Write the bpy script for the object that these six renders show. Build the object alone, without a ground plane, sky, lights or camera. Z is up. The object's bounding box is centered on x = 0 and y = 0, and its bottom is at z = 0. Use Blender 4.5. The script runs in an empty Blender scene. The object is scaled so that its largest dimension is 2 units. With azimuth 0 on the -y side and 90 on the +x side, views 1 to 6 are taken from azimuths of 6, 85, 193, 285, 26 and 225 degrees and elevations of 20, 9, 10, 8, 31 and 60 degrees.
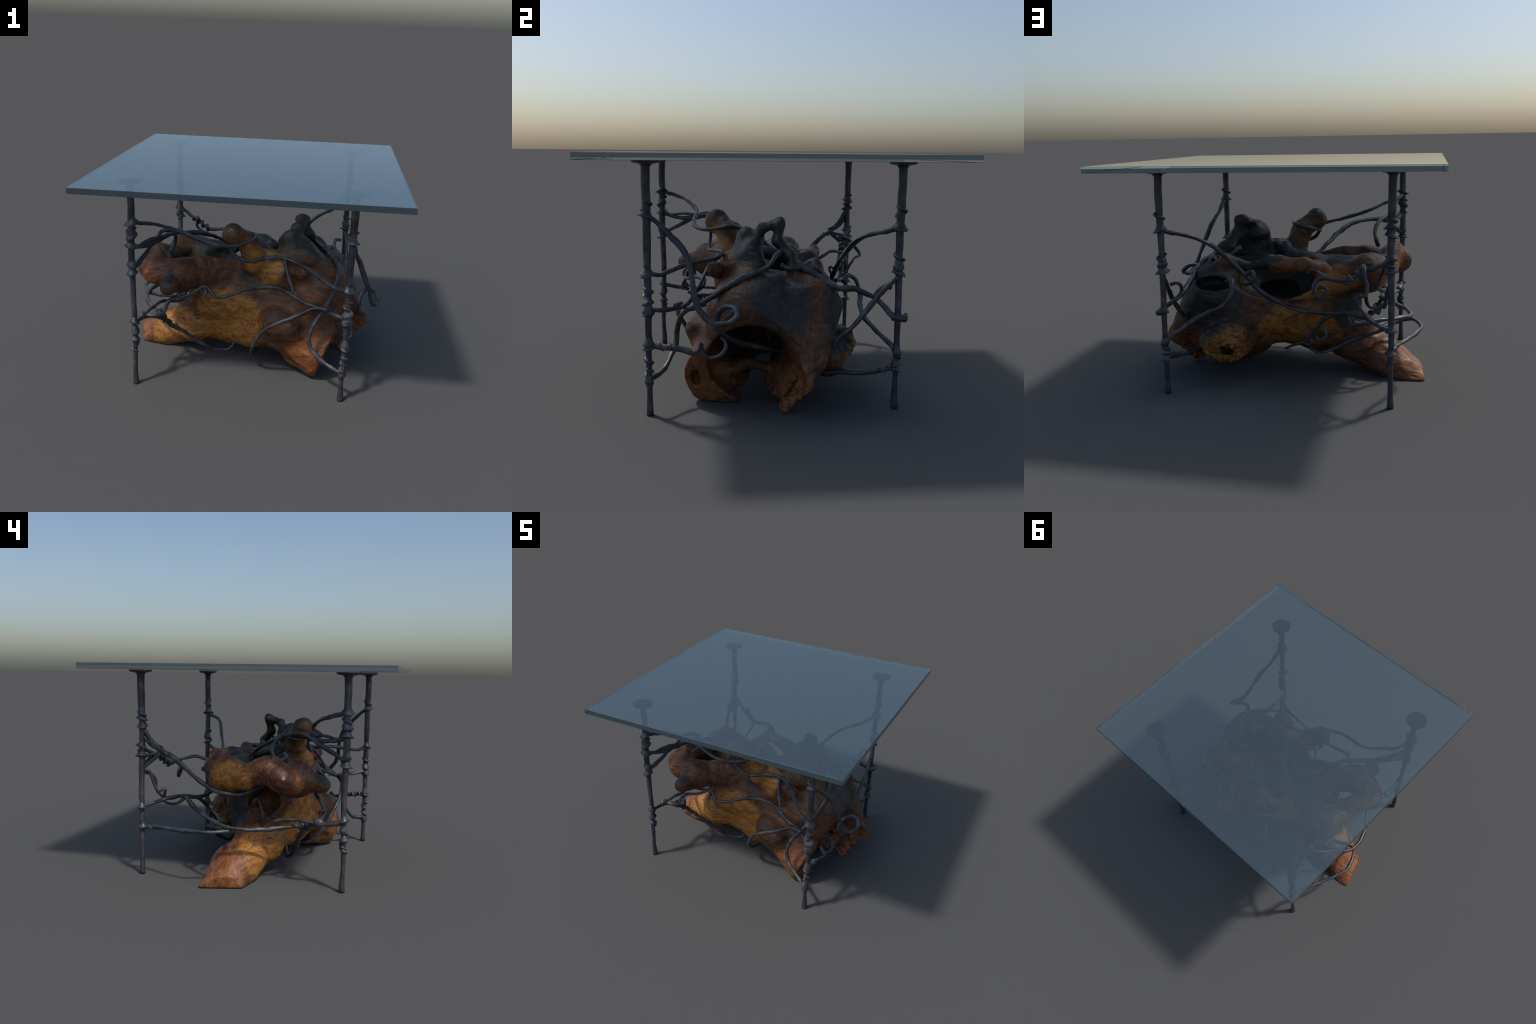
# A square glass-topped side table: four forged iron legs bound together by
# iron vines that wrap around a hollow, polished driftwood log.
import bpy, math, random
import numpy as np
from mathutils import Vector, noise as mnoise

random.seed(7)
RNG = np.random.default_rng(7)


# ------------------------------------------------------------------ materials
def new_material(name):
    m = bpy.data.materials.new(name)
    m.use_nodes = True
    nt = m.node_tree
    nt.nodes.clear()
    out = nt.nodes.new("ShaderNodeOutputMaterial")
    return m, nt, out


def node(nt, kind, **kw):
    n = nt.nodes.new(kind)
    for k, v in kw.items():
        if k.startswith("i_"):
            n.inputs[k[2:].replace("_", " ")].default_value = v
        else:
            setattr(n, k, v)
    return n


def ramp(nt, fac, stops, interp="LINEAR"):
    r = nt.nodes.new("ShaderNodeValToRGB")
    r.color_ramp.interpolation = interp
    els = r.color_ramp.elements
    while len(els) < len(stops):
        els.new(0.5)
    for e, (p, c) in zip(els, stops):
        e.position = p
        e.color = (*c, 1) if len(c) == 3 else c
    nt.links.new(fac, r.inputs["Fac"])
    return r.outputs["Color"]


def math_node(nt, op, a, b=None, clamp=False):
    n = nt.nodes.new("ShaderNodeMath")
    n.operation = op
    n.use_clamp = clamp
    for i, v in enumerate((a, b)):
        if v is None:
            continue
        if isinstance(v, (int, float)):
            n.inputs[i].default_value = v
        else:
            nt.links.new(v, n.inputs[i])
    return n.outputs[0]


def mix_rgb(nt, fac, a, b, blend="MIX"):
    n = nt.nodes.new("ShaderNodeMix")
    n.data_type = "RGBA"
    n.blend_type = blend
    for sock, v in ((n.inputs[0], fac), (n.inputs[6], a), (n.inputs[7], b)):
        if isinstance(v, (int, float)):
            sock.default_value = v
        elif isinstance(v, tuple):
            sock.default_value = (*v, 1)
        else:
            nt.links.new(v, sock)
    return n.outputs[2]


def spot_mask(nt, pos, centre, radius, soft):
    """1 inside a ball round a place on the log, falling to 0 over soft."""
    d = nt.nodes.new("ShaderNodeVectorMath")
    d.operation = "DISTANCE"
    nt.links.new(pos, d.inputs[0])
    d.inputs[1].default_value = centre
    m = nt.nodes.new("ShaderNodeMapRange")
    m.interpolation_type = "SMOOTHSTEP"
    m.inputs["From Min"].default_value = radius + soft
    m.inputs["From Max"].default_value = radius
    nt.links.new(d.outputs["Value"], m.inputs["Value"])
    return m.outputs["Result"]


def make_iron():
    m, nt, out = new_material("forged_iron")
    tc = node(nt, "ShaderNodeTexCoord")
    n1 = node(nt, "ShaderNodeTexNoise", i_Scale=14.0, i_Detail=5.0, i_Roughness=0.6)
    n2 = node(nt, "ShaderNodeTexNoise", i_Scale=90.0, i_Detail=3.0)
    for n in (n1, n2):
        nt.links.new(tc.outputs["Object"], n.inputs["Vector"])
    col = ramp(nt, n1.outputs["Fac"], [(0.30, IRON_DARK), (0.52, IRON_MID), (0.75, IRON_LIGHT)])
    b = node(nt, "ShaderNodeBsdfPrincipled", i_Metallic=0.0, i_Roughness=0.5)
    nt.links.new(col, b.inputs["Base Color"])
    rough = ramp(nt, n1.outputs["Fac"], [(0.3, (0.30,) * 3), (0.7, (0.50,) * 3)])
    nt.links.new(rough, b.inputs["Roughness"])
    bump = node(nt, "ShaderNodeBump", i_Strength=0.25, i_Distance=0.004)
    nt.links.new(n2.outputs["Fac"], bump.inputs["Height"])
    nt.links.new(bump.outputs["Normal"], b.inputs["Normal"])
    nt.links.new(b.outputs[0], out.inputs["Surface"])
    return m


IRON_DARK, IRON_MID, IRON_LIGHT = (0.020, 0.021, 0.025), (0.042, 0.043, 0.050), (0.105, 0.100, 0.112)


def make_glass():
    m, nt, out = new_material("tinted_glass")
    p = node(nt, "ShaderNodeBsdfPrincipled", i_Roughness=0.02, i_IOR=1.45)
    p.inputs["Base Color"].default_value = GLASS_TINT
    p.inputs["Transmission Weight"].default_value = GLASS_CLEAR
    nt.links.new(p.outputs[0], out.inputs["Surface"])
    return m


GLASS_TINT, GLASS_CLEAR = (0.36, 0.49, 0.57, 1), 0.92


def make_wood():
    m, nt, out = new_material("polished_burl_wood")
    tc = node(nt, "ShaderNodeTexCoord")
    pos = tc.outputs["Object"]
    # grain runs roughly along the log (x), so the coordinates are squeezed there
    mp = node(nt, "ShaderNodeMapping")
    mp.inputs["Rotation"].default_value = (0.0, 0.25, 0.1)
    mp.inputs["Scale"].default_value = (0.38, 1.0, 1.0)
    nt.links.new(pos, mp.inputs["Vector"])
    warp = node(nt, "ShaderNodeTexNoise", i_Scale=3.2, i_Detail=3.0)
    nt.links.new(mp.outputs[0], warp.inputs["Vector"])
    add = node(nt, "ShaderNodeVectorMath", operation="MULTIPLY_ADD")
    nt.links.new(warp.outputs["Color"], add.inputs[0])
    add.inputs[1].default_value = (0.35, 0.35, 0.35)
    nt.links.new(mp.outputs[0], add.inputs[2])
    grain = node(nt, "ShaderNodeTexNoise", i_Scale=26.0, i_Detail=7.0, i_Roughness=0.66, i_Distortion=0.8)
    nt.links.new(add.outputs[0], grain.inputs["Vector"])
    streak = node(nt, "ShaderNodeTexNoise", i_Scale=9.0, i_Detail=5.0, i_Roughness=0.6, i_Distortion=1.2)
    nt.links.new(add.outputs[0], streak.inputs["Vector"])
    patch = node(nt, "ShaderNodeTexNoise", i_Scale=4.2, i_Detail=5.0, i_Roughness=0.6)
    nt.links.new(pos, patch.inputs["Vector"])
    gold = ramp(nt, grain.outputs["Fac"], [(0.24, (0.075, 0.026, 0.008)), (0.40, (0.19, 0.074, 0.018)), (0.54, (0.31, 0.135, 0.030)), (0.74, (0.44, 0.215, 0.052))])
    brown = ramp(nt, grain.outputs["Fac"], [(0.26, (0.024, 0.011, 0.008)), (0.43, (0.074, 0.031, 0.016)), (0.58, (0.135, 0.056, 0.025)), (0.75, (0.215, 0.094, 0.040))])
    red = ramp(nt, grain.outputs["Fac"], [(0.26, (0.050, 0.016, 0.008)), (0.48, (0.175, 0.062, 0.021)), (0.72, (0.29, 0.120, 0.042))])
    char_shade = ramp(nt, grain.outputs["Fac"], [(0.3, (0.016, 0.015, 0.015)), (0.55, (0.038, 0.032, 0.029)), (0.75, (0.078, 0.060, 0.050))])
    # where the wood is golden (worn belly and flanks) and where it has gone brown
    def region(spots):
        total = None
        for c, r, s in spots:
            v = spot_mask(nt, pos, c, r, s)
            total = v if total is None else math_node(nt, "MAXIMUM", total, v)
        return total
    gold_r = region(GOLD_SPOTS)
    char_shade_r = region(CHAR_SHADE_SPOTS)
    red_r = region(RED_SPOTS)
    wob = math_node(nt, "MULTIPLY", math_node(nt, "SUBTRACT", streak.outputs["Fac"], 0.5), 1.5)
    wob2 = math_node(nt, "MULTIPLY", math_node(nt, "SUBTRACT", patch.outputs["Fac"], 0.5), 1.6)
    gfac = math_node(nt, "ADD", gold_r, math_node(nt, "ADD", wob, wob2))
    gfac = ramp(nt, gfac, [(0.25, (0,) * 3), (0.75, (1,) * 3)])
    rfac = ramp(nt, math_node(nt, "ADD", red_r, wob), [(0.3, (0,) * 3), (0.8, (1,) * 3)])
    cfac = math_node(nt, "ADD", char_shade_r, math_node(nt, "MULTIPLY", wob2, 0.9))
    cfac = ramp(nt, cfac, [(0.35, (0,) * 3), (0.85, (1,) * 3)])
    col = mix_rgb(nt, gfac, brown, gold)
    col = mix_rgb(nt, rfac, col, red)
    col = mix_rgb(nt, cfac, col, char_shade)
    # growth rings round the sawn eye of the burl
    eye = spot_mask(nt, pos, BURL_EYE, 0.085, 0.03)
    dist = node(nt, "ShaderNodeVectorMath", operation="DISTANCE")
    nt.links.new(pos, dist.inputs[0])
    dist.inputs[1].default_value = BURL_EYE
    ring = math_node(nt, "SINE", math_node(nt, "MULTIPLY", math_node(nt, "ADD", dist.outputs["Value"], math_node(nt, "MULTIPLY", streak.outputs["Fac"], 0.03)), 330.0))
    eye_col = ramp(nt, math_node(nt, "ADD", math_node(nt, "MULTIPLY", ring, 0.13), grain.outputs["Fac"]), [(0.25, (0.024, 0.010, 0.008)), (0.8, (0.10, 0.034, 0.018))])
    col = mix_rgb(nt, eye, col, eye_col)
    heart = ramp(nt, math_node(nt, "ADD", spot_mask(nt, pos, BURL_EYE, 0.004, 0.028), math_node(nt, "MULTIPLY", wob2, 1.1)), [(0.45, (0,) * 3), (0.7, (1,) * 3)])
    col = mix_rgb(nt, heart, col, (0.30, 0.15, 0.08))
    # small dark pits and knots
    vor = node(nt, "ShaderNodeTexVoronoi", i_Scale=11.0, i_Randomness=1.0)
    nt.links.new(add.outputs[0], vor.inputs["Vector"])
    pit = ramp(nt, vor.outputs["Distance"], [(0.03, (0.75,) * 3), (0.12, (0,) * 3)])
    col = mix_rgb(nt, pit, col, (0.018, 0.008, 0.005))
    # thin dark figure lines that wander along the grain
    lines = node(nt, "ShaderNodeTexWave", wave_type="BANDS", bands_direction="Z", i_Scale=7.0, i_Distortion=9.0, i_Detail=4.0, i_Detail_Scale=1.6)
    nt.links.new(add.outputs[0], lines.inputs["Vector"])
    lfac = ramp(nt, lines.outputs["Fac"], [(0.0, (0.22,) * 3), (0.14, (0,) * 3)])
    col = mix_rgb(nt, lfac, col, (0.045, 0.018, 0.009))
    b = node(nt, "ShaderNodeBsdfPrincipled", i_Roughness=0.42)
    b.inputs["Specular IOR Level"].default_value = 0.32
    nt.links.new(col, b.inputs["Base Color"])
    rr = ramp(nt, streak.outputs["Fac"], [(0.3, (0.40,) * 3), (0.7, (0.60,) * 3)])
    nt.links.new(rr, b.inputs["Roughness"])
    bump = node(nt, "ShaderNodeBump", i_Strength=0.35, i_Distance=0.006)
    nt.links.new(grain.outputs["Fac"], bump.inputs["Height"])
    nt.links.new(bump.outputs["Normal"], b.inputs["Normal"])
    nt.links.new(b.outputs[0], out.inputs["Surface"])
    return m


BURL_EYE = (-0.79, -0.315, 0.727)
GOLD_SPOTS = [((-0.16, -0.36, 0.32), 0.20, 0.14), ((-0.55, -0.16, 0.14), 0.16, 0.12), ((0.10, -0.30, 0.77), 0.10, 0.09),
              ((-0.06, -0.33, 0.90), 0.05, 0.07), ((-0.12, 0.30, 0.26), 0.17, 0.2), ((-0.68, 0.08, 0.66), 0.10, 0.12),
              ((0.36, 0.50, 0.22), 0.12, 0.1), ((-0.30, 0.36, 0.60), 0.08, 0.2),
              ((0.33, -0.44, 0.07), 0.06, 0.1)]
CHAR_SHADE_SPOTS = [((0.35, 0.02, 0.97), 0.20, 0.2), ((0.15, 0.10, 0.85), 0.2, 0.15), ((-0.12, -0.25, 1.09), 0.07, 0.07), ((-0.3, 0.05, 0.88), 0.14, 0.14),
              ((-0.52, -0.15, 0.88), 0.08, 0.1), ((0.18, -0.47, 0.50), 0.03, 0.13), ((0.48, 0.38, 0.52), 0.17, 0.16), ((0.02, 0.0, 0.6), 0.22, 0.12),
              ((-0.54, -0.52, 0.72), 0.03, 0.1), ((0.66, 0.02, 0.62), 0.10, 0.2), ((-0.44, 0.14, 0.45), 0.11, 0.1), ((-0.46, -0.11, 0.52), 0.07, 0.07), ((0.40, -0.45, 0.40), 0.01, 0.06)]  # the spot in the cavity under the burl is shade painted into the colour
RED_SPOTS = [((0.48, -0.42, 0.18), 0.12, 0.14), ((-0.72, -0.38, 0.68), 0.05, 0.08), ((0.36, -0.42, 0.60), 0.05, 0.15), ((0.75, 0.12, 0.12), 0.12, 0.12),
             ((-0.85, 0.08, 0.12), 0.12, 0.12), ((-0.70, -0.10, 0.80), 0.05, 0.08), ((0.0, 0.33, 0.80), 0.12, 0.1)]


# ------------------------------------------------------------------ mesh helpers
def mesh_object(name, verts, faces, mat, parent, smooth=True):
    me = bpy.data.meshes.new(name)
    me.from_pydata([tuple(v) for v in verts], [], [tuple(f) for f in faces])
    me.update()
    if smooth:
        me.polygons.foreach_set("use_smooth", [True] * len(me.polygons))
    me.materials.append(mat)
    ob = bpy.data.objects.new(name, me)
    bpy.context.scene.collection.objects.link(ob)
    ob.parent = parent
    return ob


def spline(points, per=6):
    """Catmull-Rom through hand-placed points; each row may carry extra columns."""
    p = np.array(points, float)
    if len(p) < 3:
        t = np.linspace(0, 1, per + 1)[:, None]
        return p[0] * (1 - t) + p[-1] * t
    e = np.vstack([2 * p[0] - p[1], p, 2 * p[-1] - p[-2]])
    out = []
    for i in range(len(p) - 1):
        a, b, c, d = e[i:i + 4]
        for k in range(per):
            t = k / per
            out.append(0.5 * (2 * b + (c - a) * t + (2 * a - 5 * b + 4 * c - d) * t * t + (3 * b - a - 3 * c + d) * t ** 3))
    out.append(p[-1])
    return np.array(out)


def tube_mesh(path, radius, sides=10, seed=0, rough=0.12, flat=0.12, cap=True):
    """Forged rod: swept ring with uneven radius, slightly flattened, tapering where asked."""
    path = np.asarray(path, float)
    n = len(path)
    rad = np.full(n, radius) if np.isscalar(radius) else np.asarray(radius, float)
    tan = np.gradient(path, axis=0)
    tan /= np.linalg.norm(tan, axis=1)[:, None] + 1e-12
    ref = np.array([0, 0, 1.0]) if abs(tan[0][2]) < 0.9 else np.array([1.0, 0, 0])
    u = np.cross(tan[0], ref)
    u /= np.linalg.norm(u)
    s = np.concatenate([[0], np.cumsum(np.linalg.norm(np.diff(path, axis=0), axis=1))])
    verts, faces = [], []
    for i in range(n):
        u = u - tan[i] * (u @ tan[i])
        u /= np.linalg.norm(u)
        w = np.cross(tan[i], u)
        for k in range(sides):
            a = 2 * math.pi * k / sides
            r = rad[i] * (1 + rough * mnoise.noise(Vector((s[i] * 22 + seed * 7.3, math.cos(a) * 0.7, math.sin(a) * 0.7 + seed))))
            f = 1 + flat * math.cos(2 * (a - s[i] * 9 - seed))
            verts.append(path[i] + (u * math.cos(a) + w * math.sin(a)) * r * f)
    for i in range(n - 1):
        for k in range(sides):
            k2 = (k + 1) % sides
            faces.append((i * sides + k, i * sides + k2, (i + 1) * sides + k2, (i + 1) * sides + k))
    if cap:
        faces.append(tuple(range(sides))[::-1])
        faces.append(tuple((n - 1) * sides + k for k in range(sides)))
    return verts, faces


# ------------------------------------------------------------------ the table
table = bpy.data.objects.new("glass_topped_log_table", None)
bpy.context.scene.collection.objects.link(table)
table["label"] = "square glass table with forged iron vine legs around driftwood log"
table["category"] = "table"

IRON = make_iron()
GLASS = make_glass()
WOOD = make_wood()

# ---- glass pane: 2 x 2 m, 35 mm thick
HALF, Z0, Z1 = 1.0, 1.394, 1.431
gv = [(x, y, z) for z in (Z0, Z1) for x, y in ((-HALF, -HALF), (HALF, -HALF), (HALF, HALF), (-HALF, HALF))]
gf = [(3, 2, 1, 0), (4, 5, 6, 7), (0, 1, 5, 4), (1, 2, 6, 5), (2, 3, 7, 6), (3, 0, 4, 7)]
glass = mesh_object("glass_top", gv, gf, GLASS, table, smooth=False)
bev = glass.modifiers.new("edge", "BEVEL")
bev.width, bev.segments = 0.0015, 1

# ---- legs -----------------------------------------------------------------
LEG_AT = {"A": (-0.713, -0.690), "B": (0.679, -0.684), "C": (0.673, 0.692), "D": (-0.713, 0.688)}
# forged collars on each leg: (height, kind); ring = sharp flared rim, knob = bulge, wrap = tilted turn of rod
COLLARS = {
    "A": [(1.150, "ring"), (1.099, "wrap"), (1.058, "knob"), (0.997, "ring"), (0.860, "knob"), (0.814, "ring"), (0.846, "wrap"),
          (0.459, "ring"), (0.395, "knob"), (0.338, "ring"), (0.310, "wrap"), (0.272, "wrap")],
    "B": [(1.157, "wrap"), (1.102, "ring"), (0.791, "ring"), (0.690, "wrap"), (0.630, "ring"), (0.580, "knob"), (0.574, "ring"),
          (0.405, "knob"), (0.388, "ring"), (0.302, "wrap"), (0.240, "wrap"), (0.187, "knob")],
    "C": [(1.120, "wrap"), (1.037, "ring"), (0.868, "wrap"), (0.820, "knob"), (0.783, "ring"), (0.528, "ring"),
          (0.335, "knob"), (0.288, "wrap"), (0.262, "ring"), (0.230, "ring")],
    "D": [(1.100, "wrap"), (1.069, "ring"), (1.023, "ring"), (0.877, "ring"), (0.818, "ring"), (0.850, "wrap"), (0.467, "ring"), (0.332, "ring")],
}


def leg_radius(z):
    if z < 0.02:
        return 0.0205
    if z < 0.11:
        return 0.0205 - 0.0055 * (z - 0.02) / 0.09
    return 0.015 + 0.0095 * (z - 0.11) / 1.25


def lathe(profile, sides, seed, centre=(0, 0), wobble=0.06, tilt=(0.0, 0.0)):
    verts, faces = [], []
    for j, (r, z) in enumerate(profile):
        for k in range(sides):
            a = 2 * math.pi * k / sides
            rr = r * (1 + wobble * mnoise.noise(Vector((math.cos(a) * 1.3 + seed, math.sin(a) * 1.3, z * 14 + seed))))
            x, y = rr * math.cos(a), rr * math.sin(a)
            verts.append((centre[0] + x, centre[1] + y, z + x * tilt[0] + y * tilt[1]))
    m = len(profile)
    for j in range(m - 1):
        for k in range(sides):
            k2 = (k + 1) % sides
            faces.append((j * sides + k, j * sides + k2, (j + 1) * sides + k2, (j + 1) * sides + k))
    faces.append(tuple(range(sides))[::-1])
    faces.append(tuple((m - 1) * sides + k for k in range(sides)))
    return verts, faces


def wander(z, seed):
    """The legs are hand forged and never quite straight."""
    f = min(1.0, z / 0.15) * min(1.0, (1.385 - z) / 0.15)
    return (0.007 * f * mnoise.noise(Vector((z * 2.6, seed, 1.7))), 0.007 * f * mnoise.noise(Vector((z * 2.6, seed, 9.2))))


for li, (key, (lx, ly)) in enumerate(LEG_AT.items()):
    verts, faces = [], []
    sides, zs = 12, np.linspace(0.0, 1.382, 90)
    for z in zs:
        wx, wy = wander(z, li * 5.1)
        for k in range(sides):
            a = 2 * math.pi * k / sides
            r = leg_radius(z) * (1 + 0.16 * mnoise.noise(Vector((math.cos(a), math.sin(a) + li * 3, z * 9))))
            verts.append((wx + r * math.cos(a), wy + r * math.sin(a), z))
    for j in range(len(zs) - 1):
        for k in range(sides):
            k2 = (k + 1) % sides
            faces.append((j * sides + k, j * sides + k2, (j + 1) * sides + k2, (j + 1) * sides + k))
    faces.append(tuple(range(sides))[::-1])
    faces.append(tuple((len(zs) - 1) * sides + k for k in range(sides)))
    leg = mesh_object("leg", verts, faces, IRON, table)
    leg.location = (lx, ly, 0)
    # flange plate welded on top, carrying the glass
    v, f = lathe([(0.026, 1.360), (0.034, 1.371), (0.066, 1.377), (0.075, 1.381), (0.076, 1.3915), (0.0, 1.3915)][:5], 14, li * 2.2, wobble=0.07)
    mesh_object("flange", v, f, IRON, leg, smooth=False)
    for ci, (z, kind) in enumerate(COLLARS[key]):
        wx, wy = wander(z, li * 5.1)
        r = leg_radius(z)
        sd = li * 13 + ci * 1.7
        rnd = random.Random(li * 100 + ci)
        tilt = (rnd.uniform(-0.35, 0.35), rnd.uniform(-0.35, 0.35))
        if kind == "ring":
            prof = [(r * 0.9, z + 0.034), (r * 1.12, z + 0.022), (r * 1.42, z + 0.010), (r * 2.05, z - 0.003), (r * 1.98, z - 0.008), (r * 1.2, z - 0.011), (r * 0.9, z - 0.016)]
            v, f = lathe(prof, 9, sd, (wx, wy), 0.30, tilt)
            mesh_object("collar", v, f, IRON, leg)
        elif kind == "knob":
            prof = [(r * 0.9, z + 0.050), (r * 1.18, z + 0.030), (r * 1.35, z + 0.014), (r * 1.75, z - 0.001), (r * 1.62, z - 0.010), (r * 1.12, z - 0.022), (r * 0.9, z - 0.034)]
            v, f = lathe(prof, 9, sd, (wx, wy), 0.30, tilt)
            mesh_object("collar", v, f, IRON, leg)
        else:
            t = np.linspace(0, 1, 26)
            a0 = rnd.uniform(0, 6.28)
            ang = a0 + t * 2 * math.pi * 1.15
            rr = r * (1.12 + 0.12 * np.sin(ang * 2))
            path = np.stack([wx + rr * np.cos(ang), wy + rr * np.sin(ang), z + 0.030 - 0.06 * t], 1)
            rad = 0.0115 * np.sin(np.clip(t * 1.0, 0.04, 0.96) * math.pi) ** 0.5
            v, f = tube_mesh(path, rad, 6, int(sd), 0.3)
            mesh_object("twisted_wrap", v, f, IRON, leg)

# ------------------------------------------------------------------ driftwood log
# The log is described as a distance field: tapering limbs blended into one
# body, with the hollow heart, the trough on top and the rot holes carved out.
STEP = 0.0075
LO, HI = np.array([-1.0, -0.68, -0.05]), np.array([0.97, 0.64, 1.14])
DIM = np.ceil((HI - LO) / STEP).astype(int) + 1
GX, GY, GZ = (LO[i] + STEP * np.arange(DIM[i]) for i in range(3))


class Field:
    def __init__(self):
        self.d = np.full(DIM, 1.0, np.float32)
        self.label = np.zeros(DIM, np.uint8)

    def window(self, lo, hi):
        a = np.clip(np.floor((np.array(lo) - LO) / STEP).astype(int), 0, DIM)
        b = np.clip(np.ceil((np.array(hi) - LO) / STEP).astype(int) + 1, 0, DIM)
        s = tuple(slice(a[i], b[i]) for i in range(3))
        return s, np.meshgrid(GX[s[0]], GY[s[1]], GZ[s[2]], indexing="ij")

    @staticmethod
    def cone(P, a, b, ra, rb, sq):
        """Distance to a tapering capsule; sq squeezes it per axis."""
        X, Y, Z = (P[i] / sq[i] for i in range(3))
        a, b = np.array(a) / sq, np.array(b) / sq
        ab = b - a
        t = np.clip(((X - a[0]) * ab[0] + (Y - a[1]) * ab[1] + (Z - a[2]) * ab[2]) / (ab @ ab + 1e-9), 0, 1)
        d = np.sqrt((X - a[0] - t * ab[0]) ** 2 + (Y - a[1] - t * ab[1]) ** 2 + (Z - a[2] - t * ab[2]) ** 2)
        return (d - (ra + (rb - ra) * t)) * min(sq)

    def limb(self, pts, k=0.05, label=0, sq=(1, 1, 1), carve=False):
        """pts: rows of (x, y, z, radius) along the limb; k: width of the blend; carve removes it."""
        sq = np.array(sq, float)
        for p, q in zip(pts[:-1], pts[1:]):
            p, q = np.array(p, float), np.array(q, float)
            m = max(p[3], q[3]) * sq.max() + 2 * k + 0.03
            s, P = self.window(np.minimum(p[:3], q[:3]) - m, np.maximum(p[:3], q[:3]) + m)
            n = self.cone(P, p[:3], q[:3], p[3], q[3], sq).astype(np.float32)
            d = self.d[s]
            if carve:
                h = np.clip(0.5 - 0.5 * (d + n) / k, 0, 1)
                self.d[s] = d * (1 - h) - n * h + k * h * (1 - h)
            else:
                self.label[s] = np.where(n < d, label, self.label[s])
                h = np.clip(0.5 + 0.5 * (d - n) / k, 0, 1)
                self.d[s] = d * (1 - h) + n * h - k * h * (1 - h)

    def blob(self, c, r, k=0.05, label=0, carve=False):
        c, r = np.array(c, float), np.array(r, float)
        self.limb([(*c, r.max()), (*(c + 1e-4), r.max())], k, label, r / r.max(), carve)

    def cut(self, point, normal, k=0.008):
        n = np.array(normal, float)
        n /= np.linalg.norm(n)
        s, P = self.window(LO, HI)
        pl = sum((P[i] - point[i]) * n[i] for i in range(3)).astype(np.float32)
        h = np.clip(0.5 + 0.5 * (pl - self.d) / k, 0, 1)
        self.d = self.d * (1 - h) + pl * h + k * h * (1 - h)


TRUNK, ROOT, BRANCH, HOOK, BURL = range(5)
F = Field()
# hollow trunk
F.limb([(0.475, -0.037, 0.324, 0.343), (0.357, 0.039, 0.408, 0.349)], 0.05, TRUNK)
F.limb([(0.494, -0.096, 0.496, 0.275), (0.006, -0.013, 0.446, 0.283), (-0.229, -0.049, 0.504, 0.263)], 0.06, TRUNK)
# belly ridge running from the left foot to the front right foot
F.limb([(-0.457, -0.031, 0.259, 0.124), (-0.171, -0.081, 0.229, 0.138), (0.032, -0.169, 0.242, 0.143), (0.236, -0.27, 0.3, 0.138), (0.524, -0.293, 0.176, 0.213)], 0.06, ROOT)
# left foot
F.limb([(-0.309, -0.006, 0.34, 0.141), (-0.384, -0.06, 0.182, 0.124), (-0.629, 0.035, 0.098, 0.125), (-0.916, 0.105, -0.082, 0.114)], 0.06, ROOT, sq=(1, 1.25, 1))
# front limb ending in a blunt stub, and the wall that ties it to the burl
F.limb([(0.05, -0.074, 0.653, 0.134), (-0.228, -0.082, 0.648, 0.11), (-0.48, -0.34, 0.684, 0.083), (-0.521, -0.514, 0.656, 0.06)], 0.05, BRANCH)
F.limb([(-0.674, -0.329, 0.681, 0.08), (-0.472, -0.334, 0.667, 0.091), (-0.217, -0.122, 0.654, 0.098)], 0.05, BRANCH)
F.limb([(-0.649, -0.315, 0.7, 0.074), (-0.492, -0.351, 0.678, 0.096), (-0.342, -0.213, 0.698, 0.104), (-0.134, -0.129, 0.678, 0.109)], 0.05, BRANCH)
F.limb([(-0.556, 0.132, 0.707, 0.102), (-0.626, -0.059, 0.701, 0.066), (-0.669, -0.229, 0.721, 0.082)], 0.04, BRANCH)
# back limb, burl end, and the wedge that peels away from the trunk
F.limb([(-0.2, 0.1, 0.66, 0.14), (-0.543, 0.14, 0.689, 0.111), (-0.621, -0.037, 0.69, 0.067), (-0.676, -0.191, 0.775, 0.082)], 0.05, BRANCH)
F.limb([(-0.658, -0.246, 0.711, 0.09), (-0.718, -0.27, 0.706, 0.083)], 0.04, BURL)
F.limb([(-0.519, 0.211, 0.736, 0.096), (-0.343, 0.209, 0.657, 0.079), (-0.07, 0.374, 0.565, 0.044)], 0.03, BRANCH)
# burl on the back
F.limb([(0.344, 0.433, 0.309, 0.094), (0.387, 0.348, 0.24, 0.134)], 0.03, BURL, sq=(1.4, 1, 1))
# broken mouth of the trunk, leaning outwards
F.cut((0.589, 0, 0), (1, -0.22, -0.33), 0.012)
# right wall of the mouth and its root
F.limb([(0.491, 0.206, 0.559, 0.211), (0.729, 0.198, 0.304, 0.09)], 0.05, TRUNK)
F.limb([(0.81, 0.122, 0.217, 0.089), (0.693, 0.013, 0.053, 0.07)], 0.04, ROOT)
# hollow heart, mouth and the gap between the feet
F.limb([(0.936, -0.024, 0.177, 0.203), (0.537, -0.153, 0.292, 0.209), (0.039, -0.013, 0.397, 0.158)], 0.03, carve=True, sq=(1, 1, 1.2))
F.limb([(0.95, -0.094, -0.066, 0.144), (0.444, -0.075, -0.062, 0.134), (0.154, 0.022, 0.068, 0.105)], 0.03, carve=True)
F.limb([(0.62, 0.37, 0.05, 0.09), (0.6, 0.31, 0.12, 0.07)], 0.03, carve=True)
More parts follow.
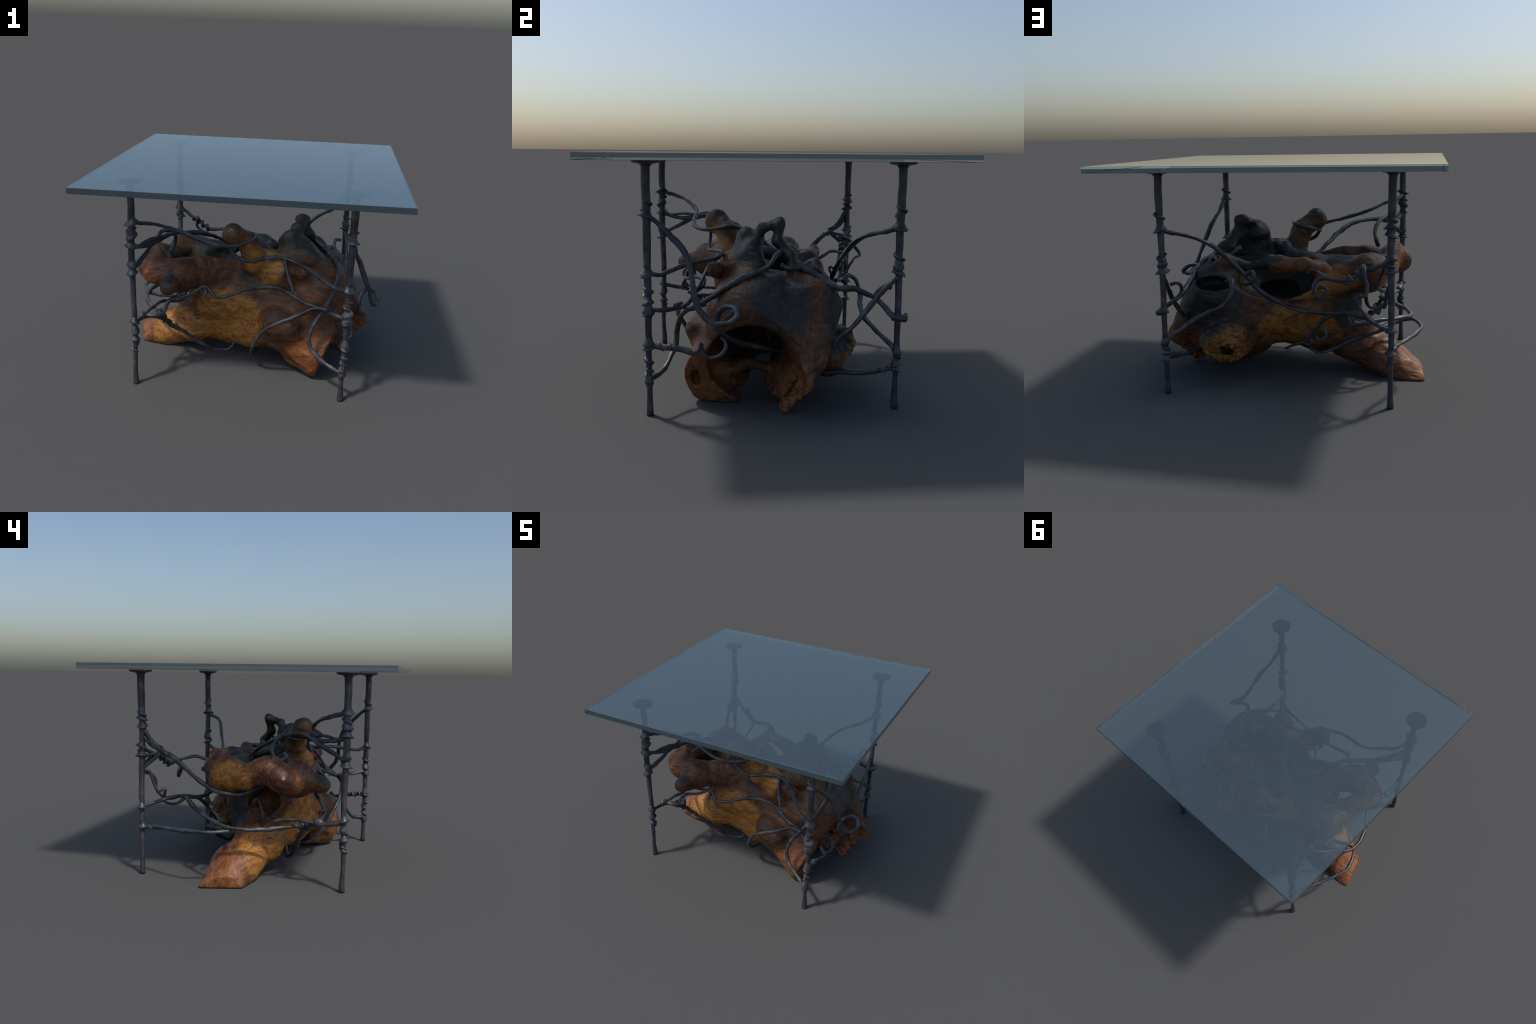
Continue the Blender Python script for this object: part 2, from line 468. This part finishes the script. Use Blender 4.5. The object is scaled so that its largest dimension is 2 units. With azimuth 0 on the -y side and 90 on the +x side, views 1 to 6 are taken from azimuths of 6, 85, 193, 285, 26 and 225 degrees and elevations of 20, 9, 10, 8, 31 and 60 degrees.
# rot cavity on top and its openings to the back
F.limb([(0.14, 0.1, 0.74, 0.17), (0.12, 0.1, 0.7, 0.17)], 0.03, carve=True, sq=(1.6, 1, 1))
F.limb([(0.055, 0.45, 0.671, 0.096), (0.054, 0.164, 0.618, 0.114)], 0.025, carve=True, sq=(2.4, 1.5, 1))
F.limb([(0.455, 0.457, 0.669, 0.029), (0.467, 0.31, 0.62, 0.053)], 0.015, carve=True, sq=(2.4, 1.5, 1))
# trough along the top left, with a hole through its floor
F.limb([(-0.58, -0.19, 0.855, 0.07), (-0.45, -0.151, 0.816, 0.117), (-0.215, -0.076, 0.764, 0.141)], 0.03, carve=True)
F.limb([(-0.438, -0.163, 0.8, 0.036), (-0.456, -0.152, 0.5, 0.051)], 0.02, carve=True)
F.limb([(-0.667, -0.142, 0.558, 0.094), (-0.497, -0.109, 0.493, 0.106), (-0.4, -0.12, 0.5, 0.08)], 0.03, carve=True)
# fin that carries the hooked rib down the front of the trunk
F.limb([(0.264, -0.158, 0.843, 0.066), (0.38, -0.15, 0.8, 0.085), (0.5, -0.12, 0.73, 0.07)], 0.04, HOOK)
F.limb([(0.28, -0.128, 0.929, 0.044), (0.36, -0.105, 0.88, 0.05), (0.46, -0.07, 0.79, 0.05)], 0.04, HOOK)
# ribs left standing over the cavity
F.limb([(0.492, 0.271, 0.706, 0.054), (0.397, 0.255, 0.77, 0.044), (0.264, 0.196, 0.729, 0.025), (0.109, 0.203, 0.758, 0.045), (0.045, 0.274, 0.762, 0.056), (-0.152, 0.342, 0.777, 0.042), (-0.239, 0.258, 0.736, 0.048)], 0.03, BRANCH)
F.limb([(0.208, -0.217, 0.767, 0.063), (0.136, -0.162, 0.817, 0.038), (0.06, -0.05, 0.82, 0.04), (0, 0.047, 0.796, 0.038), (-0.082, 0.117, 0.778, 0.041), (-0.19, 0.18, 0.77, 0.06)], 0.03, BRANCH)
# upright stub
F.limb([(0.031, -0.208, 0.772, 0.094), (-0.019, -0.234, 0.92, 0.056), (-0.115, -0.299, 0.991, 0.079)], 0.05, BRANCH)
# ridge and hooked rib over the mouth
F.limb([(0.234, -0.198, 0.704, 0.145), (0.291, -0.134, 0.812, 0.065), (0.274, -0.136, 0.945, 0.049)], 0.05, HOOK, sq=(1.15, 0.9, 1))
F.limb([(0.27, -0.167, 0.833, 0.05), (0.265, -0.13, 0.915, 0.039), (0.281, -0.069, 0.908, 0.047)], 0.04, HOOK, sq=(1.4, 1, 1))
F.limb([(0.288, -0.079, 0.924, 0.037), (0.316, -0.043, 0.992, 0.025), (0.336, 0.063, 1.025, 0.028), (0.376, 0.046, 0.927, 0.029), (0.44, 0.117, 0.844, 0.033), (0.519, 0.129, 0.739, 0.044)], 0.03, HOOK, sq=(1.5, 0.85, 1))
# hole through the back burl, and the crease under the peeling wedge
F.limb([(0.36, 0.56, 0.235, 0.03), (0.35, 0.36, 0.2, 0.035)], 0.012, carve=True, sq=(1.5, 1, 1))
F.limb([(-0.02, 0.42, 0.53, 0.025), (-0.2, 0.4, 0.515, 0.025), (-0.42, 0.36, 0.53, 0.025)], 0.015, carve=True)
# knot on the front flank
F.limb([(0.364, -0.315, 0.749, 0.049), (0.378, -0.336, 0.765, 0.041)], 0.03, BURL)
# bridge of wood under the mouth, rot pocket in the front foot, swelling on the flank
F.limb([(0.361, -0.297, 0.126, 0.091), (0.371, -0.129, 0.186, 0.025), (0.431, 0.048, 0.163, 0.043), (0.52, 0.16, 0.16, 0.08)], 0.04, ROOT)
F.limb([(0.575, -0.444, 0.147, 0.041), (0.507, -0.43, 0.147, 0.025)], 0.015, carve=True, sq=(1, 0.8, 1.6))
F.limb([(0.183, -0.378, 0.399, 0.084), (0.307, -0.436, 0.379, 0.067)], 0.1, BURL)
# the table is cut level at the floor; the left foot is sawn off square
F.cut((0, 0, 0.0), (0, 0, -1))
F.cut((-0.908, 0.20, 0.0), (-0.967, -0.253, -0.05))


def surface_nets(d):
    """Closed quad mesh of the zero level of a sampled field."""
    inside = d < 0
    c = np.zeros(np.array(d.shape) - 1, np.uint8)
    for dx in (0, 1):
        for dy in (0, 1):
            for dz in (0, 1):
                c += inside[dx:d.shape[0] - 1 + dx, dy:d.shape[1] - 1 + dy, dz:d.shape[2] - 1 + dz]
    act = (c > 0) & (c < 8)
    idx = np.argwhere(act)
    ids = np.full(act.shape, -1, np.int64)
    ids[act] = np.arange(len(idx))
    acc, cnt = np.zeros((len(idx), 3)), np.zeros(len(idx))
    corners = [(x, y, z) for x in (0, 1) for y in (0, 1) for z in (0, 1)]
    for i, a in enumerate(corners):
        for b in corners[i + 1:]:
            if sum(abs(p - q) for p, q in zip(a, b)) != 1:
                continue
            va = d[tuple((idx + a).T)].astype(float)
            vb = d[tuple((idx + b).T)].astype(float)
            m = (va < 0) != (vb < 0)
            t = va[m] / (va[m] - vb[m])
            acc[m] += np.array(a) + t[:, None] * (np.array(b) - np.array(a))
            cnt[m] += 1
    verts = LO + STEP * (idx + acc / cnt[:, None])
    quads = []
    for ax in range(3):
        o1, o2 = [(1, 2), (2, 0), (0, 1)][ax]
        sl = [slice(1, -1)] * 3
        sa, sb = list(sl), list(sl)
        sa[ax], sb[ax] = slice(0, -1), slice(1, None)
        A, B = inside[tuple(sa)], inside[tuple(sb)]
        for flip, m in ((False, A & ~B), (True, ~A & B)):
            e = np.argwhere(m) + 1
            e[:, ax] -= 1
            u, w = np.zeros(3, int), np.zeros(3, int)
            u[o1], w[o2] = 1, 1
            q = np.stack([ids[tuple((e - s1 * u - s2 * w).T)] for s1, s2 in ((1, 1), (0, 1), (0, 0), (1, 0))], 1)
            quads.append(q[:, ::-1] if flip else q)
    return verts, np.vstack(quads), idx


V, Q, CELL = surface_nets(F.d)
LAB = F.label[tuple(CELL.T)]

# relief: broad lumps, grain furrows running along the log, and rough crust on the burls and root
GR = np.gradient(F.d, STEP)
N = np.stack([g[tuple(CELL.T)] for g in GR], 1)
N /= np.linalg.norm(N, axis=1)[:, None] + 1e-9


def crust(p):
    """How rough the surface is at p: broken crust on the back burl and the split root."""
    a = max(0.0, 1 - math.dist(p, (0.36, 0.50, 0.24)) / 0.24)
    b = max(0.0, 1 - math.dist(p, (0.72, 0.08, 0.08)) / 0.22)
    return min(1.0, 2 * max(a, b))


disp = np.empty(len(V))
for i, p in enumerate(V):
    q = Vector(p)
    lump = mnoise.noise(q * 7.0) * 0.008 + mnoise.noise(q * 15.0 + Vector((3, 1, 2))) * 0.006
    w = mnoise.noise(q * 4.0 + Vector((7, 3, 5)))
    g = Vector((q.x * 6 + q.z * 3 + w, q.y * 26 + w * 3, q.z * 26 - q.x * 7 + w * 3))
    ridge = 1 - abs(mnoise.noise(g))
    furrow = -0.003 * max(0.0, ridge - 0.86) / 0.14 + mnoise.noise(g * 1.9) * 0.0012
    pit = mnoise.noise(q * 26.0 + Vector((1, 9, 4)))
    furrow -= 0.006 * max(0.0, pit - 0.55) / 0.45
    c = crust(p)
    rough = c * (0.030 * mnoise.turbulence(q * 22.0, 3, True) - 0.018) if c > 0 else 0.0
    disp[i] = lump + furrow + rough
floor_fade = np.clip((V[:, 2] - 0.0) / 0.03, 0, 1)
V = V + N * (disp * floor_fade)[:, None]
V[:, 2] = np.maximum(V[:, 2], 0.0)


def build_log(verts, quads, lab):
    whole = bpy.data.meshes.new("whole_log")
    whole.from_pydata(verts.tolist(), [], quads.tolist())
    whole.update()
    nrm = np.empty(len(verts) * 3, np.float32)
    whole.vertex_normals.foreach_get("vector", nrm)
    nrm = nrm.reshape(-1, 3)
    bpy.data.meshes.remove(whole)
    log = bpy.data.objects.new("driftwood_log", None)
    bpy.context.scene.collection.objects.link(log)
    log.parent = table
    names = {TRUNK: "trunk", ROOT: "root", BRANCH: "branch", HOOK: "hooked_branch", BURL: "burl"}
    fl = np.sort(lab[quads], axis=1)[:, 1]
    for k, nm in names.items():
        fq = quads[fl == k]
        if not len(fq):
            continue
        used, inv = np.unique(fq, return_inverse=True)
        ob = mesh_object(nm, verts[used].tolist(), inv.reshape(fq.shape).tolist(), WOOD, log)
        ob.data.normals_split_custom_set_from_vertices(nrm[used].tolist())


build_log(V, Q, LAB)
print("log verts", len(V))


# ---- iron vines -----------------------------------------------------------
VINE_COUNT = [0]


def wood_distance(p):
    c = np.clip((np.asarray(p) - LO) / STEP, 0, DIM - 1.001)
    i = c.astype(int)
    f = c - i
    d = 0.0
    for dx in (0, 1):
        for dy in (0, 1):
            for dz in (0, 1):
                w = (f[0] if dx else 1 - f[0]) * (f[1] if dy else 1 - f[1]) * (f[2] if dz else 1 - f[2])
                d += w * F.d[i[0] + dx, i[1] + dy, i[2] + dz]
    return float(d)


def lift_off_wood(path, r):
    """Vines lie against the log: where one would sink in, raise it to rest on the bark."""
    n = len(path)
    for i in range(3, n - 3):
        for _ in range(3):
            d = wood_distance(path[i])
            if d > 0.9 * r or d < -0.07:
                break
            g = np.array([wood_distance(path[i] + e) - wood_distance(path[i] - e) for e in np.eye(3) * 0.012])
            g /= np.linalg.norm(g) + 1e-9
            path[i] += g * (0.9 * r - d)
    for _ in range(2):
        path[3:-3] = 0.25 * path[2:-4] + 0.5 * path[3:-3] + 0.25 * path[4:-2]


def vine(points, r=0.012, r_end=None, name="iron_vine", per=6):
    """A forged tendril through control points; r may thin to r_end at the free tip."""
    VINE_COUNT[0] += 1
    path = spline(points, per)
    n = len(path)
    lift_off_wood(path, r)
    t = np.linspace(0, 1, n)
    rad = r * np.ones(n) if r_end is None else r + (r_end - r) * t ** 1.5
    v, f = tube_mesh(path, rad, 7, VINE_COUNT[0], 0.38, 0.16)
    return mesh_object(name, v, f, IRON, table)


def twist(centre_path, r_coil, turns, r=0.008):
    """A short coil of thinner rod wound round a vine, with ragged ends."""
    path = spline(centre_path, 10)
    n = len(path)
    tan = np.gradient(path, axis=0)
    tan /= np.linalg.norm(tan, axis=1)[:, None]
    ref = np.array([0.3, 0.2, 0.93])
    out = []
    for i in range(n):
        u = np.cross(tan[i], ref)
        u /= np.linalg.norm(u)
        w = np.cross(tan[i], u)
        a = 2 * math.pi * turns * i / (n - 1)
        out.append(path[i] + r_coil * (u * math.cos(a) + w * math.sin(a)))
    VINE_COUNT[0] += 1
    v, f = tube_mesh(np.array(out), r, 6, VINE_COUNT[0], 0.35)
    return mesh_object("twisted_wrap", v, f, IRON, table)


def knot(centre, r, squash=(1, 1, 1)):
    verts, faces = [], []
    nu, nv = 12, 8
    for j in range(nv + 1):
        ph = math.pi * j / nv
        for k in range(nu):
            a = 2 * math.pi * k / nu
            d = Vector((math.sin(ph) * math.cos(a), math.sin(ph) * math.sin(a), math.cos(ph)))
            q = r * (1 + 0.25 * mnoise.noise(d * 2.0 + Vector(centre) * 9))
            verts.append((centre[0] + d.x * q * squash[0], centre[1] + d.y * q * squash[1], centre[2] + d.z * q * squash[2]))
    for j in range(nv):
        for k in range(nu):
            k2 = (k + 1) % nu
            faces.append((j * nu + k, (j + 1) * nu + k, (j + 1) * nu + k2, j * nu + k2))
    return mesh_object("iron_knot", verts, faces, IRON, table)


# front side, between the two front legs
vine([(-0.712, -0.690, 1.148), (-0.705, -0.620, 1.125), (-0.660, -0.540, 1.103), (-0.596, -0.505, 1.088), (-0.528, -0.460, 1.056), (-0.452, -0.435, 1.027), (-0.371, -0.437, 1.000), (-0.289, -0.452, 0.974), (-0.206, -0.450, 0.956),
      (-0.140, -0.425, 0.943), (-0.070, -0.390, 0.940), (-0.005, -0.325, 0.950), (0.030, -0.245, 0.965), (0.005, -0.175, 0.962), (-0.060, -0.155, 0.950), (-0.130, -0.185, 0.930), (-0.155, -0.250, 0.915), (-0.130, -0.315, 0.912)], 0.013, 0.011)
vine([(-0.717, -0.690, 0.992), (-0.660, -0.572, 0.958), (-0.604, -0.450, 0.965), (-0.528, -0.365, 0.985), (-0.430, -0.290, 0.978), (-0.350, -0.200, 0.952), (-0.289, -0.105, 0.905), (-0.253, -0.043, 0.872), (-0.218, 0.012, 0.835), (-0.184, 0.060, 0.800)], 0.017, 0.014)
vine([(-0.690, -0.640, 0.975), (-0.645, -0.545, 0.990), (-0.590, -0.450, 0.985), (-0.530, -0.375, 0.988)], 0.011)
vine([(-0.145, -0.340, 0.930), (-0.112, -0.345, 0.862), (-0.051, -0.350, 0.834), (0.013, -0.345, 0.816), (0.114, -0.300, 0.831), (0.231, -0.270, 0.830), (0.355, -0.335, 0.813),
      (0.464, -0.481, 0.804), (0.543, -0.571, 0.781), (0.617, -0.625, 0.772), (0.676, -0.686, 0.795)], 0.013)
vine([(0.244, -0.290, 0.827), (0.267, -0.350, 0.764), (0.302, -0.395, 0.679), (0.320, -0.420, 0.630)], 0.012)
vine([(-0.702, -0.504, 0.426), (-0.600, -0.530, 0.447), (-0.545, -0.541, 0.480), (-0.530, -0.510, 0.545), (-0.477, -0.479, 0.563), (-0.390, -0.455, 0.582), (-0.294, -0.466, 0.657),
      (-0.241, -0.495, 0.639), (-0.192, -0.510, 0.601), (-0.118, -0.488, 0.609), (-0.030, -0.450, 0.640), (0.086, -0.390, 0.645), (0.195, -0.390, 0.655), (0.275, -0.395, 0.632),
      (0.332, -0.434, 0.616), (0.426, -0.468, 0.582), (0.517, -0.499, 0.575), (0.594, -0.572, 0.572), (0.674, -0.688, 0.590)], 0.013)
vine([(0.275, -0.395, 0.632), (0.330, -0.420, 0.640), (0.345, -0.440, 0.610), (0.310, -0.440, 0.590)], 0.010, 0.006)
vine([(-0.270, -0.480, 0.655), (-0.262, -0.520, 0.635), (-0.272, -0.525, 0.600)], 0.012, 0.010)
vine([(0.560, -0.540, 0.588), (0.467, -0.515, 0.578), (0.343, -0.535, 0.513), (0.218, -0.542, 0.457), (0.114, -0.503, 0.350), (0.057, -0.443, 0.227), (0.038, -0.360, 0.130), (0.050, -0.290, 0.105), (0.075, -0.235, 0.125)], 0.015, 0.012)
vine([(0.676, -0.686, 0.200), (0.568, -0.611, 0.222), (0.487, -0.576, 0.278), (0.450, -0.545, 0.335), (0.452, -0.544, 0.400), (0.479, -0.527, 0.486), (0.525, -0.490, 0.550), (0.560, -0.420, 0.585),
      (0.595, -0.310, 0.655), (0.605, -0.200, 0.710), (0.585, -0.100, 0.765), (0.545, -0.020, 0.805), (0.490, 0.020, 0.850), (0.420, 0.080, 0.880)], 0.015)
vine([(-0.715, -0.690, 0.453), (-0.702, -0.560, 0.430), (-0.660, -0.485, 0.420), (-0.600, -0.450, 0.395), (-0.570, -0.414, 0.359), (-0.537, -0.370, 0.300), (-0.454, -0.350, 0.250), (-0.375, -0.324, 0.180),
      (-0.284, -0.280, 0.106), (-0.207, -0.229, 0.062), (-0.139, -0.205, 0.070), (-0.100, -0.190, 0.125)], 0.016, 0.012)
vine([(-0.704, -0.514, 0.433), (-0.682, -0.430, 0.438), (-0.662, -0.340, 0.435), (-0.648, -0.250, 0.422), (-0.620, -0.175, 0.403), (-0.560, -0.140, 0.386), (-0.512, -0.116, 0.400), (-0.495, -0.098, 0.465), (-0.485, -0.065, 0.532), (-0.480, -0.035, 0.500)], 0.013, 0.011)
knot((-0.705, -0.530, 0.437), 0.030, (0.9, 1.2, 0.95))
twist([(-0.640, -0.480, 0.425), (-0.560, -0.410, 0.350), (-0.500, -0.360, 0.280)], 0.017, 3.0)
twist([(-0.600, -0.520, 0.455), (-0.545, -0.535, 0.500)], 0.014, 1.5, 0.009)

# right side, between the two right legs
vine([(0.680, -0.684, 1.097), (0.690, -0.640, 1.075), (0.705, -0.566, 1.005), (0.744, -0.484, 0.912), (0.782, -0.448, 0.812), (0.827, -0.432, 0.694), (0.850, -0.396, 0.608), (0.877, -0.327, 0.561),
      (0.898, -0.260, 0.572), (0.880, -0.212, 0.604), (0.841, -0.225, 0.636), (0.796, -0.270, 0.630), (0.772, -0.308, 0.596), (0.772, -0.320, 0.545), (0.765, -0.295, 0.490),
      (0.714, -0.245, 0.435), (0.640, -0.154, 0.380), (0.560, -0.018, 0.328), (0.500, 0.085, 0.290)], 0.016)
vine([(0.680, -0.688, 0.399), (0.691, -0.605, 0.388), (0.707, -0.512, 0.375), (0.725, -0.440, 0.356), (0.690, -0.415, 0.376), (0.672, -0.405, 0.395), (0.692, -0.400, 0.360), (0.715, -0.370, 0.335),
      (0.725, -0.325, 0.332), (0.724, -0.280, 0.362), (0.690, -0.265, 0.405), (0.650, -0.290, 0.425)], 0.014, 0.011)
twist([(0.680, -0.670, 0.400), (0.697, -0.560, 0.383)], 0.017, 2.0, 0.009)
vine([(0.640, 0.655, 0.690), (0.600, 0.640, 0.700), (0.590, 0.600, 0.670), (0.600, 0.570, 0.630)], 0.012)
vine([(0.480, 0.110, 0.835), (0.515, 0.160, 0.760), (0.535, 0.206, 0.712), (0.573, 0.264, 0.694), (0.594, 0.330, 0.684), (0.588, 0.400, 0.679), (0.578, 0.466, 0.675), (0.583, 0.530, 0.650), (0.594, 0.589, 0.620), (0.633, 0.628, 0.580), (0.686, 0.661, 0.542), (0.705, 0.725, 0.525), (0.670, 0.735, 0.540)], 0.016)
vine([(0.640, 0.270, 0.350), (0.666, 0.327, 0.384), (0.680, 0.420, 0.465), (0.691, 0.490, 0.545), (0.694, 0.549, 0.625), (0.687, 0.600, 0.685), (0.680, 0.660, 0.740), (0.675, 0.715, 0.785)], 0.015)
vine([(0.668, 0.690, 0.345), (0.611, 0.645, 0.385), (0.576, 0.617, 0.411), (0.539, 0.590, 0.439), (0.489, 0.564, 0.464), (0.427, 0.550, 0.495), (0.356, 0.553, 0.528), (0.304, 0.566, 0.572), (0.281, 0.558, 0.620), (0.277, 0.533, 0.673), (0.300, 0.490, 0.702), (0.340, 0.445, 0.670)], 0.015)
vine([(0.675, 0.699, 0.243), (0.650, 0.588, 0.214), (0.600, 0.442, 0.190), (0.540, 0.322, 0.190), (0.480, 0.260, 0.200)], 0.014)
twist([(0.673, 0.690, 0.240), (0.650, 0.570, 0.212)], 0.016, 2.5, 0.009)
vine([(0.338, 0.100, 0.839), (0.420, 0.150, 0.800), (0.490, 0.200, 0.755), (0.480, 0.255, 0.735), (0.430, 0.260, 0.760)], 0.016, 0.012)
vine([(0.500, 0.050, 0.800), (0.520, 0.130, 0.765), (0.500, 0.230, 0.725), (0.480, 0.320, 0.715)], 0.017, 0.013)

# back side
vine([(0.672, 0.690, 1.030), (0.575, 0.557, 0.988), (0.446, 0.499, 0.931), (0.360, 0.460, 0.859), (0.296, 0.429, 0.783), (0.215, 0.412, 0.701), (0.132, 0.400, 0.607), (0.010, 0.390, 0.534),
      (-0.113, 0.385, 0.490), (-0.264, 0.400, 0.482), (-0.365, 0.430, 0.491), (-0.443, 0.480, 0.508), (-0.543, 0.550, 0.507), (-0.630, 0.635, 0.483), (-0.712, 0.690, 0.467)], 0.014)
vine([(0.225, 0.425, 0.715), (0.170, 0.450, 0.745), (0.150, 0.470, 0.705), (0.200, 0.450, 0.660), (0.255, 0.420, 0.665)], 0.014, 0.011)
vine([(-0.459, 0.480, 0.504), (-0.356, 0.411, 0.481), (-0.286, 0.395, 0.443), (-0.240, 0.376, 0.391), (-0.216, 0.360, 0.331), (-0.220, 0.360, 0.309), (-0.250, 0.362, 0.290), (-0.283, 0.358, 0.318), (-0.267, 0.355, 0.360), (-0.237, 0.358, 0.362)], 0.013, 0.011)
vine([(-0.214, 0.360, 0.354), (-0.166, 0.347, 0.303), (-0.139, 0.340, 0.266), (-0.167, 0.341, 0.248), (-0.191, 0.335, 0.270), (-0.169, 0.334, 0.284), (-0.158, 0.340, 0.268)], 0.010, 0.008)
vine([(-0.142, 0.340, 0.267), (-0.078, 0.320, 0.241), (0.000, 0.280, 0.195)], 0.012, 0.009)
vine([(-0.640, 0.245, 0.350), (-0.618, 0.250, 0.335), (-0.472, 0.260, 0.283), (-0.359, 0.260, 0.225), (-0.267, 0.240, 0.175), (-0.206, 0.220, 0.155), (-0.148, 0.195, 0.185)], 0.015, 0.012)
vine([(-0.713, 0.690, 0.870), (-0.671, 0.686, 0.859), (-0.613, 0.650, 0.826), (-0.555, 0.625, 0.800), (-0.500, 0.610, 0.766), (-0.450, 0.598, 0.737), (-0.404, 0.595, 0.735), (-0.334, 0.587, 0.744), (-0.282, 0.583, 0.741), (-0.248, 0.585, 0.707),
      (-0.243, 0.587, 0.662), (-0.283, 0.586, 0.621), (-0.326, 0.575, 0.653), (-0.311, 0.570, 0.683), (-0.279, 0.570, 0.683), (-0.277, 0.570, 0.663)], 0.013, 0.011)
twist([(-0.585, 0.640, 0.812), (-0.540, 0.620, 0.792), (-0.490, 0.607, 0.760), (-0.440, 0.596, 0.733)], 0.018, 3.5, 0.011)
vine([(-0.322, 0.582, 0.743), (-0.294, 0.550, 0.753), (-0.228, 0.470, 0.767), (-0.155, 0.375, 0.725)], 0.011)
vine([(-0.535, 0.610, 0.800), (-0.541, 0.585, 0.826), (-0.553, 0.650, 0.818), (-0.562, 0.695, 0.782), (-0.580, 0.735, 0.732), (-0.572, 0.760, 0.686), (-0.535, 0.715, 0.674), (-0.513, 0.690, 0.652), (-0.518, 0.670, 0.615), (-0.546, 0.654, 0.565), (-0.560, 0.600, 0.510)], 0.012, 0.010)

# left side
vine([(-0.713, 0.690, 1.023), (-0.702, 0.625, 0.930), (-0.683, 0.549, 0.854), (-0.660, 0.470, 0.800), (-0.642, 0.410, 0.745), (-0.620, 0.358, 0.690), (-0.600, 0.300, 0.638), (-0.615, 0.220, 0.600), (-0.635, 0.140, 0.578),
      (-0.625, 0.060, 0.568), (-0.600, 0.000, 0.580), (-0.560, -0.070, 0.610), (-0.500, -0.120, 0.640)], 0.016)
vine([(-0.713, 0.679, 0.811), (-0.690, 0.610, 0.830), (-0.680, 0.540, 0.850)], 0.012)
vine([(-0.705, 0.675, 0.735), (-0.690, 0.600, 0.800), (-0.680, 0.540, 0.848)], 0.011)
vine([(-0.713, 0.670, 0.950), (-0.700, 0.610, 0.885), (-0.682, 0.545, 0.852)], 0.013)
twist([(-0.702, 0.625, 0.930), (-0.683, 0.549, 0.854), (-0.668, 0.500, 0.820)], 0.016, 2.0, 0.009)
vine([(-0.574, 0.585, 0.484), (-0.525, 0.560, 0.460), (-0.472, 0.535, 0.453), (-0.442, 0.484, 0.486), (-0.450, 0.470, 0.515)], 0.010)
vine([(-0.713, 0.684, 0.325), (-0.725, 0.616, 0.332), (-0.745, 0.540, 0.340), (-0.830, 0.370, 0.352), (-0.880, 0.232, 0.362), (-0.871, 0.148, 0.363), (-0.838, 0.072, 0.366), (-0.802, 0.035, 0.365), (-0.742, 0.035, 0.352),
      (-0.686, 0.063, 0.338), (-0.620, 0.090, 0.335), (-0.600, 0.145, 0.340), (-0.640, 0.170, 0.345), (-0.660, 0.135, 0.345)], 0.014, 0.010)
twist([(-0.713, 0.680, 0.326), (-0.735, 0.560, 0.336)], 0.015, 2.0, 0.008)
vine([(-0.450, 0.470, 0.505), (-0.460, 0.400, 0.430), (-0.520, 0.330, 0.408), (-0.584, 0.290, 0.408), (-0.648, 0.250, 0.412), (-0.711, 0.176, 0.400), (-0.772, 0.118, 0.396), (-0.804, 0.045, 0.388), (-0.806, -0.030, 0.384), (-0.788, -0.107, 0.383),
      (-0.759, -0.178, 0.382), (-0.723, -0.228, 0.381), (-0.685, -0.285, 0.384), (-0.649, -0.331, 0.385), (-0.612, -0.380, 0.388), (-0.578, -0.439, 0.393), (-0.600, -0.505, 0.420)], 0.015)
twist([(-0.612, -0.380, 0.388), (-0.575, -0.450, 0.394)], 0.020, 3.2, 0.011)
vine([(-0.700, 0.667, 0.711), (-0.690, 0.637, 0.710), (-0.676, 0.616, 0.628), (-0.665, 0.584, 0.575), (-0.650, 0.544, 0.585), (-0.625, 0.563, 0.530)], 0.011)
vine([(-0.713, -0.705, 0.831), (-0.675, -0.610, 0.882), (-0.640, -0.515, 0.935), (-0.610, -0.445, 0.972), (-0.605, -0.388, 0.995), (-0.590, -0.326, 0.994), (-0.564, -0.256, 0.972), (-0.545, -0.199, 0.930), (-0.553, -0.176, 0.875),
      (-0.565, -0.204, 0.824), (-0.564, -0.255, 0.814), (-0.555, -0.278, 0.838), (-0.548, -0.255, 0.858)], 0.015, 0.012)
